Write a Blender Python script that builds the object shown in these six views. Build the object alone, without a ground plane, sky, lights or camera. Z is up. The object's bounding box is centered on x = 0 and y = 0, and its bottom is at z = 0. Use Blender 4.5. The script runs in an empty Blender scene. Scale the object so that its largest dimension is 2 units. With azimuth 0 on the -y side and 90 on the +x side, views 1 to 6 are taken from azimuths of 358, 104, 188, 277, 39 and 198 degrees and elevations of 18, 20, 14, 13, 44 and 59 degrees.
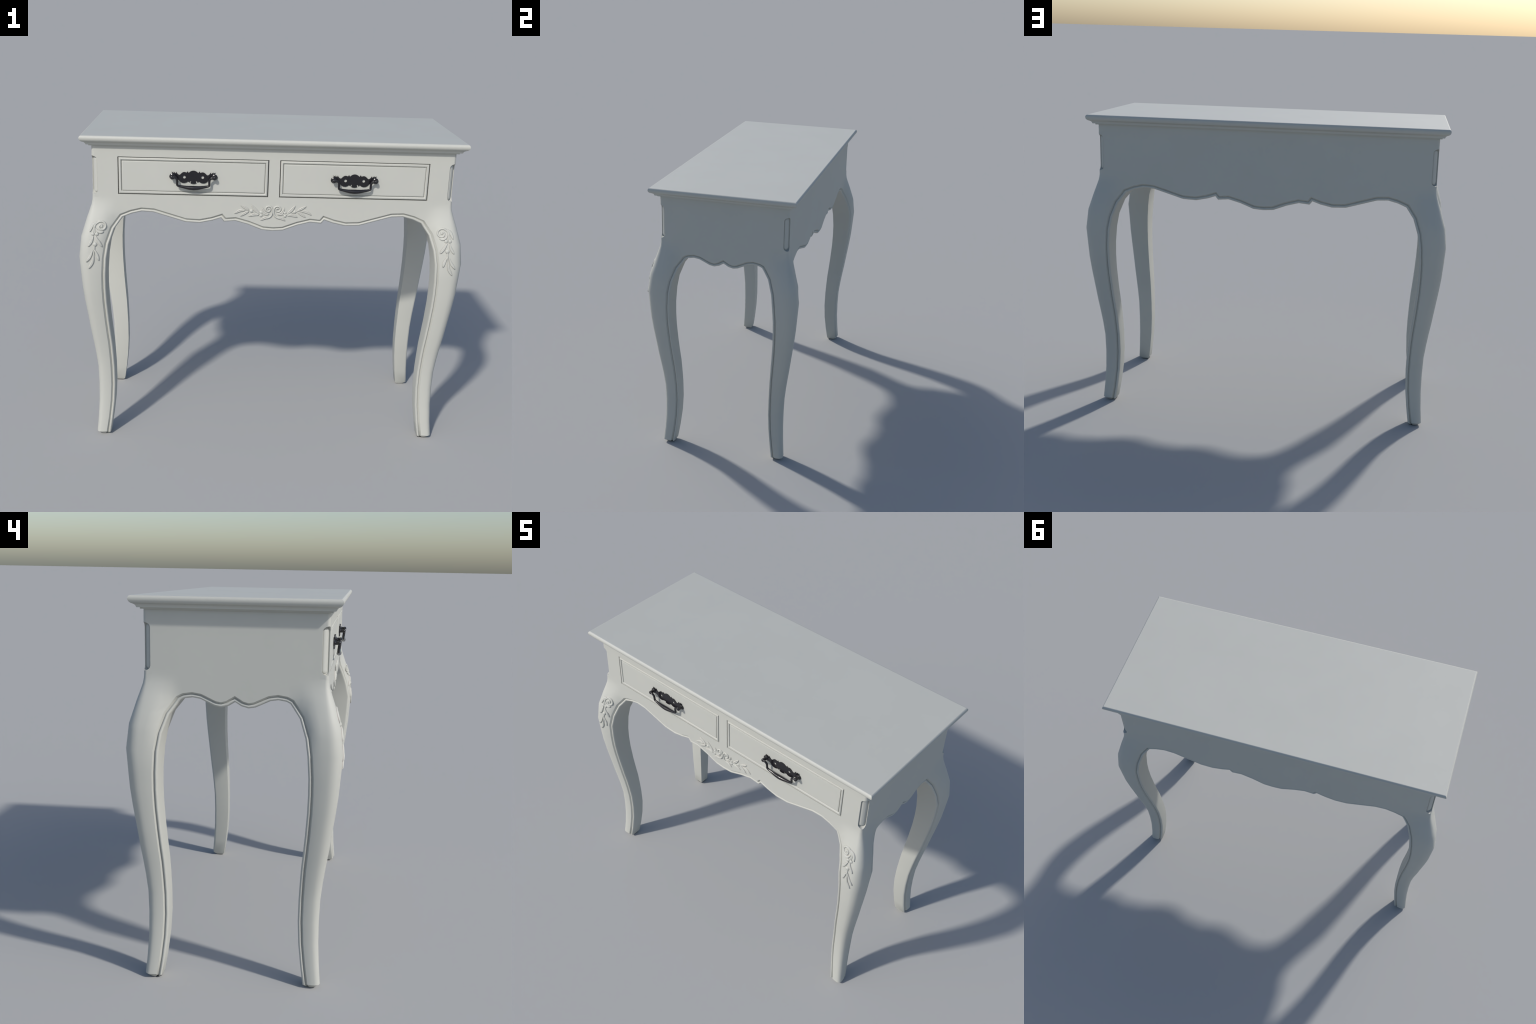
import bpy, bmesh, math
from mathutils import Vector
import numpy as np

# ------------------------------------------------------------------ materials
def material(name, base, rough, spec=0.5, metallic=0.0, var=0.03, scale=6.0, bump=0.0, coat=0.0):
    m = bpy.data.materials.new(name)
    m.use_nodes = True
    nt = m.node_tree
    b = nt.nodes["Principled BSDF"]
    tc = nt.nodes.new("ShaderNodeTexCoord")
    no = nt.nodes.new("ShaderNodeTexNoise")
    no.inputs["Scale"].default_value = scale
    no.inputs["Detail"].default_value = 6.0
    nt.links.new(tc.outputs["Object"], no.inputs["Vector"])
    ramp = nt.nodes.new("ShaderNodeValToRGB")
    ramp.color_ramp.elements[0].position = 0.3
    ramp.color_ramp.elements[1].position = 0.7
    ramp.color_ramp.elements[0].color = [c * (1 - var) for c in base] + [1]
    ramp.color_ramp.elements[1].color = [min(1, c * (1 + var)) for c in base] + [1]
    nt.links.new(no.outputs["Fac"], ramp.inputs["Fac"])
    nt.links.new(ramp.outputs["Color"], b.inputs["Base Color"])
    b.inputs["Roughness"].default_value = rough
    b.inputs["Metallic"].default_value = metallic
    b.inputs["Specular IOR Level"].default_value = spec
    b.inputs["Coat Weight"].default_value = coat
    b.inputs["Coat Roughness"].default_value = 0.15
    if bump:
        n2 = nt.nodes.new("ShaderNodeTexNoise")
        n2.inputs["Scale"].default_value = 260.0
        nt.links.new(tc.outputs["Object"], n2.inputs["Vector"])
        bp = nt.nodes.new("ShaderNodeBump")
        bp.inputs["Strength"].default_value = bump
        bp.inputs["Distance"].default_value = 0.001
        nt.links.new(n2.outputs["Fac"], bp.inputs["Height"])
        nt.links.new(bp.outputs["Normal"], b.inputs["Normal"])
    return m

PAINT = material("cream_paint", (0.462, 0.466, 0.429), 0.57, spec=0.5, var=0.012, scale=5.0, bump=0.03)
CREASE_SHADE = material("painted_crease_shade", (0.36, 0.32, 0.295), 0.6, var=0.05, scale=30.0)  # darker warm paint: occlusion shade baked into leaf rims and midribs
IRON = material("black_iron", (0.0105, 0.0098, 0.0125), 0.2, spec=0.5, var=0.1, scale=40.0)

# ------------------------------------------------------------------ helpers
def add_object(name, verts, faces, mat, parent=None, angle=35.0, normals=None, smooth=True):
    me = bpy.data.meshes.new(name)
    me.from_pydata([tuple(v) for v in verts], [], faces)
    me.materials.append(mat)
    me.update()
    ob = bpy.data.objects.new(name, me)
    bpy.context.scene.collection.objects.link(ob)
    if parent:
        ob.parent = parent
    if normals is not None:
        me.shade_smooth()
        me.normals_split_custom_set_from_vertices([tuple(n) for n in normals])
    elif smooth:
        bm = bmesh.new()
        bm.from_mesh(me)
        bmesh.ops.remove_doubles(bm, verts=bm.verts, dist=1e-6)
        bmesh.ops.recalc_face_normals(bm, faces=bm.faces)
        for e in bm.edges:
            if len(e.link_faces) == 2 and e.calc_face_angle(0) > math.radians(angle):
                e.smooth = False
        for f in bm.faces:
            f.smooth = True
        bm.to_mesh(me)
        bm.free()
    return ob

def smoothstep(a, b, x):
    t = min(1.0, max(0.0, (x - a) / (b - a)))
    return t * t * (3 - 2 * t)

def catmull(points, n):
    P = [np.array(p, float) for p in points]
    P = [2 * P[0] - P[1]] + P + [2 * P[-1] - P[-2]]
    out = []
    for i in range(1, len(P) - 2):
        for k in range(n):
            t = k / n
            a, b, c, d = P[i - 1], P[i], P[i + 1], P[i + 2]
            out.append(0.5 * (2 * b + (c - a) * t + (2 * a - 5 * b + 4 * c - d) * t * t
                              + (3 * b - a - 3 * c + d) * t ** 3))
    out.append(P[-2])
    return out

# ------------------------------------------------------------------ the table
root = bpy.data.objects.new("console_table", None)
bpy.context.scene.collection.objects.link(root)
root.location = (0, .0025, 0)      # the carving on the front pushes the frame back a little
root["label"] = "cream painted console table with two drawers, curved cabriole legs and carving"
root["category"] = "console table"

A = 0.384                      # half depth of the apron
D = 0.545                      # half length minus half depth, everywhere on the frame
ZT = 1.628                     # underside of the top

# cabriole leg: outer face distance u(z) and inner step edge e(z), both measured in y (x adds D)
LEG_OUT = [(0.0, .3720), (.018, .3905), (.10, .3832), (.20, .3775), (.31, .3765), (.40, .3797), (.48, .3885),
           (.545, .3975), (.617, .4085), (.695, .419), (.80, .4335), (.88, .443), (.955, .4485), (1.05, .455),
           (1.155, .4435), (1.248, .4150), (1.289, .4005), (1.322, .3895), (1.345, .3853), (1.36, A), (2, A)]
LEG_IN = [(0.0, .3445), (.018, .337), (.10, .3248), (.20, .3135), (.30, .3085), (.40, .3097), (.48, .3134),
          (.545, .3172), (.617, .3240), (.695, .3308), (.80, .3378), (.88, .3402), (.955, .3396), (1.05, .3333),
          (1.125, .3215), (1.207, .2930), (1.272, .2455), (2, .2455)]
LEG_R = [(0.0, .018), (.018, .023), (.3, .030), (.6, .038), (.9, .046), (1.05, .050), (1.155, .046), (1.25, .034),
         (1.32, .020), (1.36, .014), (2, .014)]
def tab(t, z):
    return float(np.interp(z, [p[0] for p in t], [p[1] for p in t]))
u_of = lambda z: tab(LEG_OUT, z)
e_of = lambda z: tab(LEG_IN, z)
r_of = lambda z: tab(LEG_R, z)

def swell(c, z):
    """how far a point at distance c (in x terms) has left the flat apron for the leg"""
    if z <= 1.05:
        return 1.0
    w = float(np.interp(c, [.7905, .815, .840, .863, .885], [0, .27, .62, .88, 1.0]))
    return max(w, 1 - smoothstep(1.05, 1.125, z))
def face_depth(c, z):
    """leg faces are gently crowned: they fall back from the rounded corner towards the inner edge"""
    c0, c5 = e_of(z) + D, u_of(z) + D - r_of(z)
    t = min(1.0, max(0.0, (c5 - c) / (c5 - c0)))
    crown = .115 * (c5 - c0) * t * t * (1 - smoothstep(1.125, 1.272, z))
    if c < .7905 and z > 1.15:
        crown = 0.0                      # the flat apron between the legs
    return A + (u_of(z) - A) * swell(c, z) - crown

ROWS = [.018, .10, .20, .30, .40, .48, .545, .617, .695, .80, .88, .955, 1.05, 1.125, 1.155, 1.207, 1.248, 1.272,
        1.29, 1.322, 1.345, 1.36, 1.3775, 1.572, 1.59, ZT]
KC = ROWS.index(1.272)
OPEN_LO, OPEN_HI = ROWS.index(1.3775), ROWS.index(1.572)
FL_LO, FL_HI = ROWS.index(1.36), ROWS.index(1.59)
FLUTE_W = 0.036

# lower edge of the apron from the arch corner to the middle: front/back in x, ends in y
EDGE_LONG = [(.7365, 1.2945), (.6795, 1.3088), (.6145, 1.3053), (.535, 1.282), (.448, 1.2563), (.3795, 1.2535),
             (.3183, 1.2665), (.2614, 1.286), (.2435, 1.264), (.193, 1.2687), (.122, 1.2496), (.05, 1.222),
             (.028, 1.2203), (0, 1.2185)]
EDGE_SHORT = [(.2196, 1.2848), (.1795, 1.291), (.1400, 1.2848), (.100, 1.266), (.078, 1.2560), (.058, 1.2527),
              (.036, 1.2585), (0, 1.2806)]
DRAWER = (.028, .797, 1.3775, 1.572)

body_v, body_f, body_tag = [], [], []
vid = {}
def V(p):
    k = (round(p[0], 5), round(p[1], 5), round(p[2], 5))
    if k not in vid:
        vid[k] = len(body_v)
        body_v.append(p)
    return vid[k]
def quad(a, b, c, d, tag):
    idx = []
    for p in (a, b, c, d):
        i = V(p)
        if i not in idx:
            idx.append(i)
    if len(idx) >= 3:
        body_f.append(idx)
        body_tag.append(tag)

# --- one corner block (leg + corner post), as rows of points running from the front edge round to the end edge
def corner_row(z):
    u, e, r = u_of(z), e_of(z), r_of(z)
    X, Y = u + D, u
    c0 = e + D
    c1 = .797 if z >= 1.272 else c0 + .0065
    c4 = X - max(FLUTE_W, r + .010)
    if 1.272 <= z < 1.37:
        c1 = c0 + (c4 - c0) / 4
    cols = [c0, c1, c1 + (c4 - c1) / 3, c1 + (c4 - c1) * 2 / 3, c4]
    front = [(c, face_depth(c, z)) for c in cols]
    arc = [(X - r + r * math.sin(t), Y - r + r * math.cos(t)) for t in np.linspace(0, math.pi / 2, 7)]
    side = [(face_depth(c, z) + D, c - D) for c in reversed(cols)]
    return [(x, -y, z) for x, y in front + arc + side]

NC = 5
for sx in (1, -1):
    for sy in (1, -1):
        tag = ("leg", sx, sy)
        fl = lambda p: (p[0] * sx, p[1] * sy, p[2])
        for j in range(len(ROWS) - 1):
            a, b = corner_row(ROWS[j]), corner_row(ROWS[j + 1])
            for i in range(len(a) - 1):
                if OPEN_LO <= j < OPEN_HI and i == 0 and sy == 1:
                    continue
                if FL_LO <= j < FL_HI and NC - 1 <= i < len(a) - NC:
                    continue
                q = [fl(a[i]), fl(a[i + 1]), fl(b[i + 1]), fl(b[i])]
                if sx * sy < 0:
                    q.reverse()
                quad(*q, tag)

# --- aprons
def apron_cols(edge, corner):
    pts = [(corner, 1.272)] + edge
    return pts + [(-x, z) for x, z in reversed(pts[:-1])]
LONG, SHORT = apron_cols(EDGE_LONG, .2455 + D), apron_cols(EDGE_SHORT, .2455)
TOPROWS = ROWS[KC:]
def apron_column(c, ze):
    base = ROWS[OPEN_LO]
    out = []
    for z in TOPROWS:
        out.append(ze + (z - 1.272) / (base - 1.272) * (base - ze) if z < base else z)
    return [(c, z) for z in out]
def build_apron(cols, place, tag, openings, flip):
    grid = [apron_column(c, z) for c, z in cols]
    for i in range(len(grid) - 1):
        for j in range(len(TOPROWS) - 1):
            z0 = TOPROWS[j]
            mid = abs(grid[i][0][0] + grid[i + 1][0][0]) / 2
            if openings and OPEN_LO <= j + KC < OPEN_HI and mid > DRAWER[0]:
                continue
            q = [place(*grid[i][j]), place(*grid[i][j + 1]), place(*grid[i + 1][j + 1]), place(*grid[i + 1][j])]
            if flip:
                q.reverse()
            quad(*q, tag)
build_apron(LONG, lambda c, z: (c, -A, z), ("apron", 0, -1), True, False)
build_apron(LONG, lambda c, z: (c, A, z), ("apron", 0, 1), False, True)
build_apron(SHORT, lambda c, z: (A + D, c, z), ("apron", 1, 0), False, False)
build_apron(SHORT, lambda c, z: (-A - D, c, z), ("apron", -1, 0), False, True)

# --- vertex normals of the whole seamless frame, then split into parts
me = bpy.data.meshes.new("frame")
me.from_pydata(body_v, [], body_f)
me.update()
bm = bmesh.new()
bm.from_mesh(me)
# make every face look outward
cen = Vector((0, 0, 0))
for f in bm.faces:
    c = f.calc_center_median()
    lx, ly = abs(c.x) - D, abs(c.y)
    n = f.normal
    out = n.x * math.copysign(1, c.x) * (1 if lx > ly - .02 else 0) + n.y * math.copysign(1, c.y) * (1 if ly > lx - .02 else 0)
    if out < 0:
        f.normal_flip()
bm.normal_update()
bm.verts.ensure_lookup_table()
bm.faces.ensure_lookup_table()
NORM = [v.normal.copy() for v in bm.verts]
FACES = [[v.index for v in f.verts] for f in bm.faces]
bm.free()
bpy.data.meshes.remove(me)

# ------------------------------------------------------------------ edge moulding: step, groove and bead along each opening
BEAD = [(0, 0), (.0082, .0112), (.0088, .0112), (.0098, .0084), (.0118, .0056), (.0145, .0040), (.0174, .0043),
        (.0202, .0066), (.0223, .0100), (.0235, .0145)]
def offset_polyline(pts, d):
    n = len(pts)
    out = []
    for i in range(n):
        p = np.array(pts[i])
        t1 = p - np.array(pts[i - 1]) if i > 0 else None
        t2 = np.array(pts[i + 1]) - p if i < n - 1 else None
        if t1 is None:
            t1 = t2
        if t2 is None:
            t2 = t1
        t1, t2 = t1 / np.linalg.norm(t1), t2 / np.linalg.norm(t2)
        n1, n2 = np.array([-t1[1], t1[0]]), np.array([-t2[1], t2[0]])
        m = n1 + n2
        m = m / np.linalg.norm(m)
        k = min(1.6, 1 / max(.3, float(m @ n1)))
        q = p + m * d * k
        if i in (0, n - 1):
            q[1] = p[1]
        out.append(q)
    return out
LEGZ = [0.0] + ROWS[:KC + 1]
def outline(cols, shift):
    up = [(e_of(z) + shift, z) for z in LEGZ[:-1]]
    return up + list(cols) + [(-c, z) for c, z in reversed(up)]
def build_moulding(cols, shift, place):
    line = outline(cols, shift)
    nl = len(LEGZ)
    n = len(line)
    rings = []
    for lat, dep in BEAD:
        off = offset_polyline(line, lat)
        ring = []
        for i, (c, z) in enumerate(off):
            c0, z0 = line[i]
            ring.append(place(c, face_depth(abs(c0) + D - shift, z0) - dep, z))
        rings.append(ring)
    inner = offset_polyline(line, BEAD[-1][0])
    back = []
    for i, (c, z) in enumerate(inner):
        k = min(i, n - 1 - i)
        ap = abs(c) - shift if k < nl else A - .045
        back.append(place(c, ap, z))
    rings.append(back)
    verts = [p for r in rings for p in r]
    faces = []
    for j in range(len(rings) - 1):
        for i in range(n - 1):
            faces.append([j * n + i, j * n + i + 1, (j + 1) * n + i + 1, (j + 1) * n + i])
    # inner wall of the apron up to the top
    b0 = (len(rings) - 1) * n
    idx = [i for i in range(n) if min(i, n - 1 - i) >= nl]
    start = len(verts)
    for i in idx:
        p = verts[b0 + i]
        verts.append((p[0], p[1], ZT))
    for k in range(len(idx) - 1):
        faces.append([b0 + idx[k], b0 + idx[k + 1], start + k + 1, start + k])
    return add_object("edge_moulding", verts, faces, PAINT, root, angle=48)
build_moulding(LONG, D, lambda c, d, z: (c, -d, z))
build_moulding(LONG, D, lambda c, d, z: (c, d, z))
build_moulding(SHORT, 0, lambda c, d, z: (d + D, c, z))
build_moulding(SHORT, 0, lambda c, d, z: (-d - D, c, z))

# ------------------------------------------------------------------ split frame
legs = {}
for tag in sorted(set(body_tag)):
    used, faces = {}, []
    verts, norms = [], []
    for f, t in zip(FACES, body_tag):
        if t != tag:
            continue
        ff = []
        for i in f:
            if i not in used:
                used[i] = len(verts)
                verts.append(body_v[i])
                norms.append(NORM[i])
            ff.append(used[i])
        faces.append(ff)
    if tag[0] == "leg":
        _, sx, sy = tag
        fl = lambda p: (p[0] * sx, p[1] * sy, p[2])
        # bevelled foot
        top = [fl(p) for p in corner_row(.018)]
        # sole: pulled in
        u0, e0, r0 = u_of(0), e_of(0), r_of(0)
        X, Y = u0 + D, u0
        n_front = [(e0 + D + (X - r0 - e0 - D) * t, -Y) for t in (0, .08, .4, .7, .95)]
        arc = [(X - r0 + r0 * math.sin(t), -(Y - r0 + r0 * math.cos(t))) for t in np.linspace(0, math.pi / 2, 7)]
        side = [(-y + D, -(x - D)) for x, y in reversed(n_front)]
        bot = [fl((x, y, 0.0)) for x, y in n_front + arc + side]
        m = len(top)
        for i in range(m - 1):
            b = len(verts)
            q = [top[i], top[i + 1], bot[i + 1], bot[i]]
            nrm = (Vector(q[1]) - Vector(q[0])).cross(Vector(q[3]) - Vector(q[0])).normalized()
            cx, cy = (top[i][0] - sx * (u0 + D - .05)), (top[i][1] + sy * 0)
            o = Vector((sx, -sy, -.6))
            if nrm.dot(o) < 0:
                nrm = -nrm
                q.reverse()
            verts += q
            norms += [nrm] * 4
            faces.append([b, b + 1, b + 2, b + 3])
        b = len(verts)
        inner = fl((e0 + D - .0235, -(e0 - .0235), 0.0))
        cap = bot + [fl((e0 + D - .0235, -(Y - .014), 0))][:0] + [fl((X - .01, -(e0 - .0235), 0.0)), inner, fl((e0 + D - .0235, -(Y - .01), 0.0))]
        verts += cap
        norms += [Vector((0, 0, -1))] * len(cap)
        faces.append(list(range(b, b + len(cap))))
    ob = add_object(tag[0], verts, faces, PAINT, root, normals=norms)
    if tag[0] == "leg":
        legs[(tag[1], tag[2])] = ob

# ------------------------------------------------------------------ corner flutes: a capsule hollow with a pill in it
def flute_patch(sx, sy):
    X, Y, r = A + D, A, .014
    path = []
    flat = FLUTE_W - r
    for t in np.linspace(0, 1, 15)[:-1]:
        path.append((X - FLUTE_W + flat * t, Y))
    for t in np.linspace(0, math.pi / 2, 15):
        path.append((X - r + r * math.sin(t), Y - r + r * math.cos(t)))
    for t in np.linspace(0, 1, 15)[1:]:
        path.append((X, Y - r - flat * t))
    zlo, zhi = 1.375, 1.573
    hw, z0, z1 = .0205, zlo, zhi
    zz = list(np.linspace(1.36, 1.402, 44)) + list(np.linspace(1.402, 1.546, 8))[1:] + list(np.linspace(1.546, 1.59, 46))[1:]
    verts = []
    for z in zz:
        for x, y in path:
            q = ((x - X) - (y - Y)) / math.sqrt(2)
            d0 = ((x - X) + (y - Y)) / math.sqrt(2)
            zc = min(max(z, z0 + hw), z1 - hw)
            sd = math.hypot(q, z - zc) - hw
            d = d0
            if sd < 0:
                floor = -.0205 - .0068 * smoothstep(0, .0016, -sd)
                t = min(1, max(0, (-sd - .0058) / .0125))
                floor += .0068 * math.sqrt(max(0, 1 - (1 - t) ** 2))
                k = smoothstep(0, .0012, -sd)
                d = d0 + (min(d0, floor) - d0) * k
            verts.append((sx * (X + (d + q) / math.sqrt(2)), -sy * (Y + (d - q) / math.sqrt(2)), z))
    m = len(path)
    faces = [[j * m + i, j * m + i + 1, (j + 1) * m + i + 1, (j + 1) * m + i] for j in range(len(zz) - 1) for i in range(m - 1)]
    ob = add_object("corner_flute", verts, faces, PAINT, legs[(sx, sy)], angle=32)
for sx in (1, -1):
    for sy in (1, -1):
        flute_patch(sx, sy)

# ------------------------------------------------------------------ moulded top
TX, TY, TZ = .982, .4350, 1.6825
nose = catmull([(.0088, 0), (.0040, -.0030), (.0008, -.0080), (0, -.0135), (.0012, -.0195), (.0045, -.0250), (.0105, -.0300),
                (.0185, -.0335), (.0245, -.0375), (.0278, -.0425), (.0295, -.0475)], 3)
prof = [(.30, 0), (.0094, 0)] + [tuple(p) for p in nose] + [(.0415, -.0480), (.0418, -.0538), (.075, -.0540)]
verts, faces = [], []
for ins, dz in prof:
    for a, b in ((1, 1), (-1, 1), (-1, -1), (1, -1)):
        verts.append((a * (TX - ins), b * (TY - ins), TZ + dz * 1.03))
for j in range(len(prof) - 1):
    for i in range(4):
        faces.append([j * 4 + i, j * 4 + (i + 1) % 4, (j + 1) * 4 + (i + 1) % 4, (j + 1) * 4 + i])
faces.append([0, 1, 2, 3])
faces.append([len(verts) - 1, len(verts) - 2, len(verts) - 3, len(verts) - 4])
top = add_object("table_top", verts, faces, PAINT, root, angle=40)

# ------------------------------------------------------------------ drawers
DPROF = [(0, -.045), (0, -.0030), (.0012, -.0005), (.0038, .0016), (.0072, .0022), (.0105, .0010), (.0132, -.0026),
         (.0148, -.0080), (.0158, -.0080), (.0172, -.0016), (.0212, 0), (.0220, 0), (.05, 0)]
GAP = .0040
drawers = []
for s in (-1, 1):
    x0, x1 = sorted((s * DRAWER[0], s * DRAWER[1]))
    z0, z1 = DRAWER[2], DRAWER[3]
    # opening walls in the apron
    v, f = [], []
    for y in (-A, -A + .05):
        v += [(x0, y, z0), (x1, y, z0), (x1, y, z1), (x0, y, z1)]
    f = [[i, (i + 1) % 4, 4 + (i + 1) % 4, 4 + i] for i in range(4)] + [[4, 5, 6, 7]]
    add_object("drawer_opening", v, f, PAINT, root)
    cx, cz = (x0 + x1) / 2, (z0 + z1) / 2
    hx, hz = (x1 - x0) / 2 - GAP, (z1 - z0) / 2 - GAP
    v, f = [], []
    for ins, h in DPROF:
        for a, b in ((1, 1), (-1, 1), (-1, -1), (1, -1)):
            v.append((cx + a * (hx - ins), -A - h, cz + b * (hz - ins)))
    for j in range(len(DPROF) - 1):
        for i in range(4):
            f.append([j * 4 + i, j * 4 + (i + 1) % 4, (j + 1) * 4 + (i + 1) % 4, (j + 1) * 4 + i])
    f.append([0, 1, 2, 3])
    f.append([len(v) - 4 + i for i in range(4)])
    drawers.append((add_object("drawer", v, f, PAINT, root, angle=42), cx))

# ------------------------------------------------------------------ handles
PANEL_Y = -A
HZ = 1.4735
half = [(0, .0352), (-.0068, .0344), (-.0131, .0320), (-.0190, .0282), (-.0240, .0232), (-.0268, .0262), (-.0300, .0318), (-.0325, .0272),
        (-.0353, .0240), (-.0405, .0262), (-.0467, .0272), (-.0535, .0258), (-.0600, .0215), (-.0650, .0165), (-.0700, .0118),
        (-.0760, .0130), (-.0815, .0180), (-.0850, .0225), (-.0872, .0272), (-.0890, .0232), (-.0912, .0190), (-.0955, .0235),
        (-.1005, .0275), (-.0993, .0235), (-.0985, .0200), (-.1045, .0238), (-.1115, .0268), (-.1085, .0215), (-.1075, .0178),
        (-.1140, .0162), (-.1200, .0110), (-.1230, .0030), (-.1205, -.0055), (-.1145, -.0108), (-.1075, -.0120), (-.1005, -.0092),
        (-.0950, -.0078), (-.0855, -.0092), (-.0755, -.0140), (-.0715, -.0195), (-.0660, -.0245), (-.0570, -.0288), (-.0467, -.0298),
        (-.0370, -.0272), (-.0285, -.0212), (-.0240, -.0235), (-.0195, -.0262), (-.0190, -.0215), (-.0165, -.0182), (-.0118, -.0190),
        (-.0128, -.0240), (-.0158, -.0298), (-.0085, -.0325), (0, -.0338)]
outline_pts = half + [(-x, z) for x, z in reversed(half[1:-1])]
def plate_mesh():
    bm = bmesh.new()
    edges = []
    def loop(pts):
        vs = [bm.verts.new((x, 0, z)) for x, z in pts]
        for i in range(len(vs)):
            edges.append(bm.edges.new((vs[i], vs[(i + 1) % len(vs)])))
    loop(outline_pts)
    for s in (-1, 1):
        loop([(s * .0466 + .0074 * math.cos(t), .0008 + .0074 * math.sin(t)) for t in np.linspace(0, 2 * math.pi, 25)[:-1]])
    bmesh.ops.triangle_fill(bm, use_beauty=True, use_dissolve=False, edges=edges, normal=(0, -1, 0))
    res = bmesh.ops.extrude_face_region(bm, geom=bm.faces[:])
    for g in res["geom"]:
        if isinstance(g, bmesh.types.BMVert):
            g.co.y -= .0042
    bmesh.ops.recalc_face_normals(bm, faces=bm.faces)
    me = bpy.data.meshes.new("handle_plate")
    bm.to_mesh(me)
    bm.free()
    me.materials.append(IRON)
    return me
def tube(path, radii, seg=14, cap=True):
    verts, faces = [], []
    n = len(path)
    P = [Vector(p) for p in path]
    up = Vector((0.13, -1, 0.21)).normalized()
    for i in range(n):
        t = (P[min(i + 1, n - 1)] - P[max(i - 1, 0)]).normalized()
        a = (up - t * up.dot(t)).normalized()
        b = t.cross(a)
        up = a
        for k in range(seg):
            w = 2 * math.pi * k / seg
            verts.append(P[i] + (a * math.cos(w) + b * math.sin(w)) * radii[i])
    for i in range(n - 1):
        for k in range(seg):
            faces.append([i * seg + k, i * seg + (k + 1) % seg, (i + 1) * seg + (k + 1) % seg, (i + 1) * seg + k])
    if cap:
        faces.append(list(range(seg)))
        faces.append([(n - 1) * seg + k for k in range(seg)][::-1])
    return verts, faces
def lathe(profile, seg=20):
    verts, faces = [], []
    for r, y in profile:
        for k in range(seg):
            w = 2 * math.pi * k / seg
            verts.append((r * math.cos(w), y, r * math.sin(w)))
    for i in range(len(profile) - 1):
        for k in range(seg):
            faces.append([i * seg + k, i * seg + (k + 1) % seg, (i + 1) * seg + (k + 1) % seg, (i + 1) * seg + k])
    faces.append([k for k in range(seg)])
    faces.append([(len(profile) - 1) * seg + k for k in range(seg)])
    return verts, faces
PM = plate_mesh()
bail_half = [(-.1080, -.029, .0035), (-.0985, -.029, .0045), (-.0900, -.0285, .0020), (-.0835, -.027, -.0060), (-.0815, -.0255, -.0180), (-.0818, -.024, -.0300),
             (-.0800, -.024, -.0375), (-.0715, -.024, -.0416), (-.0480, -.024, -.0460), (-.0240, -.024, -.0496), (0, -.024, -.0508)]
bail_pts = bail_half + [(-x, y, z) for x, y, z in reversed(bail_half[:-1])]
bail_path = catmull(bail_pts, 4)
bail_rad = [float(np.interp(abs(p[0]), [0, .02, .045, .068, .078, .12], [.0116, .0106, .0080, .0064, .0060, .0055])) for p in bail_path]
BV, BF = tube(bail_path, bail_rad)
PV, PF = lathe([(.0150, 0), (.0150, -.0050), (.0135, -.0062), (.0098, -.0070), (.0088, -.0085), (.0088, -.0215), (.0098, -.0240), (.0101, -.0280), (.0088, -.0318),
                (.0055, -.0343), (.0014, -.0352)])
for drawer, cx in drawers:
    base = Vector((cx, PANEL_Y, HZ))
    pl = bpy.data.objects.new("handle_plate", PM)
    bpy.context.scene.collection.objects.link(pl)
    pl.location = base
    pl.parent = drawer
    b = add_object("handle_bail", [Vector(v) + base for v in BV], BF, IRON, drawer)
    for s in (-1, 1):
        add_object("handle_post", [Vector(v) + base + Vector((s * .1075, 0, .003)) for v in PV], PF, IRON, drawer, angle=50)

# ------------------------------------------------------------------ carved ornament
def on_front(x, z, h=0.0):
    return Vector((x, -face_depth(abs(x), z) - h, z))
SECTION = (-1, -.97, -.88, -.7, -.45, -.2, -.08, .08, .2, .45, .7, .88, .97, 1)
def leaf_mesh(spine, width, height, groove=0.45, tip=1.0, n=14):
    m = len(SECTION)
    """a carved leaf lying on the front: lens outline along a spine, domed, with a hollow midrib"""
    line = catmull(spine, max(2, n // (len(spine) - 1)))
    N = len(line)
    verts, faces = [], []
    for i, p in enumerate(line):
        t = i / (N - 1)
        a, b = line[max(0, i - 1)], line[min(N - 1, i + 1)]
        d = (b - a) / np.linalg.norm(b - a)
        nrm = np.array([-d[1], d[0]])
        w = width * (math.sin(math.pi * min(1, (t * .94 + .06)) ** tip) ** (.75 if tip == 1 else .62) + .05)
        if t > .985:
            w = width * .10
        for s in SECTION:
            q = p + nrm * w * s
            lift = height * max(0, 1 - abs(s) ** 3.5) ** .6 * min(1, .35 + 1.3 * (w / width))
            lift -= groove * height * math.exp(-(s / .16) ** 2) * smoothstep(.05, .25, t) * (1 - smoothstep(.85, 1, t))
            if abs(s) == 1:
                lift = -.0015
            verts.append(on_front(q[0], q[1], lift))
    for i in range(N - 1):
        for k in range(m - 1):
            faces.append([i * m + k, i * m + k + 1, (i + 1) * m + k + 1, (i + 1) * m + k])
    return verts, faces
def carve(name, mesh, parent, rib):
    ob = add_object(name, mesh[0], mesh[1], PAINT, parent, angle=70)
    ob.data.materials.append(CREASE_SHADE)
    m = len(SECTION) - 1
    for i, p in enumerate(ob.data.polygons):
        k = i % m
        if k in (0, m - 1) or (rib and k == m // 2 and 2 * m <= i < len(ob.data.polygons) - 2 * m):
            p.material_index = 1
    return ob
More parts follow.
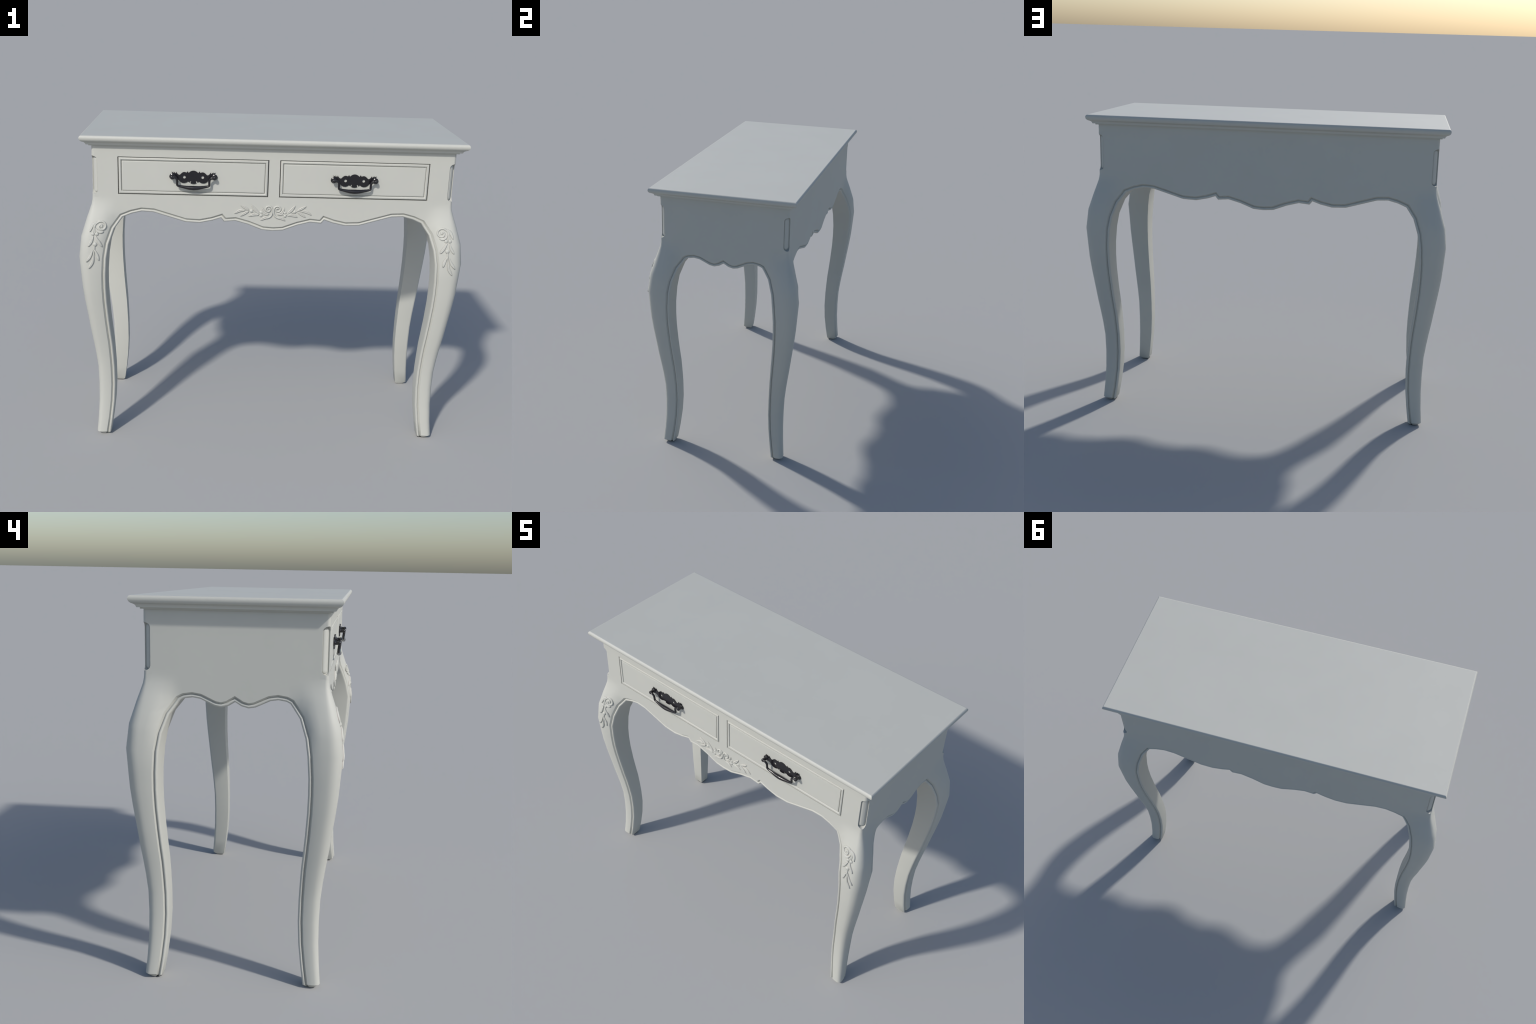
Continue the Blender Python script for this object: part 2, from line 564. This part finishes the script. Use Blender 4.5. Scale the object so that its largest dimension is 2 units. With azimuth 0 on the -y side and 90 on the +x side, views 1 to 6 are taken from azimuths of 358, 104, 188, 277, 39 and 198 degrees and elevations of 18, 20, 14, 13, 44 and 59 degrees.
def berry_mesh(x, z, r, flat=.68):
    verts, faces = [], []
    rings, seg = 8, 18
    for i in range(rings + 1):
        a = math.pi / 2 * i / rings
        for k in range(seg):
            w = 2 * math.pi * k / seg
            verts.append(on_front(x, z) + Vector((r * math.cos(a) * math.cos(w), -r * flat * math.sin(a) + .001 * (i == 0), r * math.cos(a) * math.sin(w))))
    for i in range(rings):
        for k in range(seg):
            faces.append([i * seg + k, i * seg + (k + 1) % seg, (i + 1) * seg + (k + 1) % seg, (i + 1) * seg + k])
    return verts, faces
def strand_mesh(pts, r0, r1, lift, n=6):
    line = catmull(pts, n)
    N = len(line)
    path = [on_front(p[0], p[1], lift) for p in line]
    rad = [r0 + (r1 - r0) * i / (N - 1) for i in range(N)]
    return tube(path, rad, seg=10)

def spiral(cx, cz, r0, r1, a0, a1, n=13):
    return [(cx + (r0 + (r1 - r0) * t) * math.cos(a0 + (a1 - a0) * t), cz + (r0 + (r1 - r0) * t) * math.sin(a0 + (a1 - a0) * t))
            for t in np.linspace(0, 1, n)]

def mirror(mesh, s):
    v, f = mesh
    return ([Vector((p[0] * s, p[1], p[2])) for p in v], [list(reversed(q)) if s < 0 else q for q in f])

def garland(pieces, stems, s, parent):
    sv, sf = [], []
    for st in stems:
        v, f = mirror(st, s)
        o = len(sv)
        sv += v
        sf += [[i + o for i in q] for q in f]
    g = add_object("carved_garland", sv, sf, PAINT, parent, angle=60)
    return g

# apron garland (right half, mirrored)
LEAVES_A = [([(.0215, 1.2720), (.0429, 1.2675), (.0650, 1.2552)], .0068), ([(.0215, 1.2890), (.0445, 1.2945), (.0585, 1.3245)], .0085),
            ([(.0728, 1.2916), (.0945, 1.3120), (.1140, 1.3370)], .0075), ([(.0743, 1.2840), (.0996, 1.2842), (.1280, 1.2755)], .0062),
            ([(.1460, 1.3070), (.1715, 1.3045), (.2005, 1.2885)], .0068), ([(.1265, 1.3095), (.1486, 1.3222), (.1712, 1.3350)], .0062),
            ([(.1264, 1.3030), (.1450, 1.2915), (.1700, 1.2752)], .0062)]
BERRIES_A = [(.0616, 1.2970, .0083), (.0623, 1.2805, .0086), (.1120, 1.3035, .0092)]
def join_meshes(ms):
    v, f = [], []
    for a, b in ms:
        o = len(v)
        v += a
        f += [[i + o for i in q] for q in b]
    return v, f
for s in (1, -1):
    stem = join_meshes([strand_mesh([(.030, 1.2840), (.0466, 1.2864), (.0729, 1.2890), (.0948, 1.2944), (.1229, 1.3062), (.1500, 1.3075)], .0034, .0022, .0010),
                        strand_mesh([(.0735, 1.2880), (.0850, 1.2850)], .003, .002, .001)])
    g = add_object("carved_garland", *mirror(stem, s), PAINT, root, angle=60)
    for sp, w in LEAVES_A:
        carve("carved_leaf", mirror(leaf_mesh(sp, w * 1.1, .0060), s), g, True)
    for x, z, r in BERRIES_A:
        add_object("carved_berry", *mirror(berry_mesh(x, z, r), s), PAINT, g, angle=60)
    sc = [(.0330, 1.2665), (.0190, 1.2715), (.0088, 1.2810), (.0042, 1.2960)] + spiral(.0238, 1.3138, .0195, .0050, math.pi * 1.02, -math.pi * 1.75, 15)
    add_object("carved_scroll", *mirror(strand_mesh(sc, .0046, .0042, .0018, 4), s), PAINT, g, angle=60)

# leg garlands on the two front legs
LEAVES_L = [([(.9035, 1.2370), (.9240, 1.2210), (.9390, 1.1870)], .0070), ([(.9095, 1.2080), (.8985, 1.1925), (.8815, 1.1865), (.8680, 1.1895)], .0066),
            ([(.9088, 1.1690), (.8935, 1.1390), (.8745, 1.1100)], .0066), ([(.9188, 1.1690), (.9300, 1.1390), (.9475, 1.1125)], .0066),
            ([(.9134, 1.0960), (.9015, 1.0680), (.8938, 1.0390)], .0070), ([(.9215, 1.0960), (.9370, 1.0600), (.9590, 1.0315)], .0066),
            ([(.9185, 1.0760), (.9255, 1.0320), (.9470, .9945)], .0072)]
BERRIES_L = [(.9032, 1.1760, .0099), (.9228, 1.1760, .0096), (.9124, 1.1241, .0115)]
for s in (1, -1):
    stem = join_meshes([strand_mesh([(.9095, 1.2230), (.9150, 1.2030), (.9125, 1.1800)], .0040, .003, .001),
                        strand_mesh([(.9140, 1.2230), (.9190, 1.2030), (.9200, 1.1800)], .0034, .003, .001),
                        strand_mesh([(.9150, 1.1160), (.9160, 1.0950), (.9190, 1.0700)], .0046, .0036, .001)])
    g = add_object("carved_garland", *mirror(stem, s), PAINT, legs[(s, 1)].parent, angle=60)
    for sp, w in LEAVES_L:
        carve("carved_leaf", mirror(leaf_mesh(sp, w * 1.08, .0066, groove=.12, tip=1.45), s), g, False)
    for x, z, r in BERRIES_L + [(.8795, 1.2140, .0072)]:
        add_object("carved_berry", *mirror(berry_mesh(x, z, r), s), PAINT, g, angle=60)
    sc = [(.9165, 1.2080), (.9120, 1.2220)] + spiral(.8800, 1.2140, .0275, .0055, math.pi * .22, math.pi * 2.75, 17)
    add_object("carved_scroll", *mirror(strand_mesh(sc, .0056, .0050, .0004, 4), s), PAINT, g, angle=60)
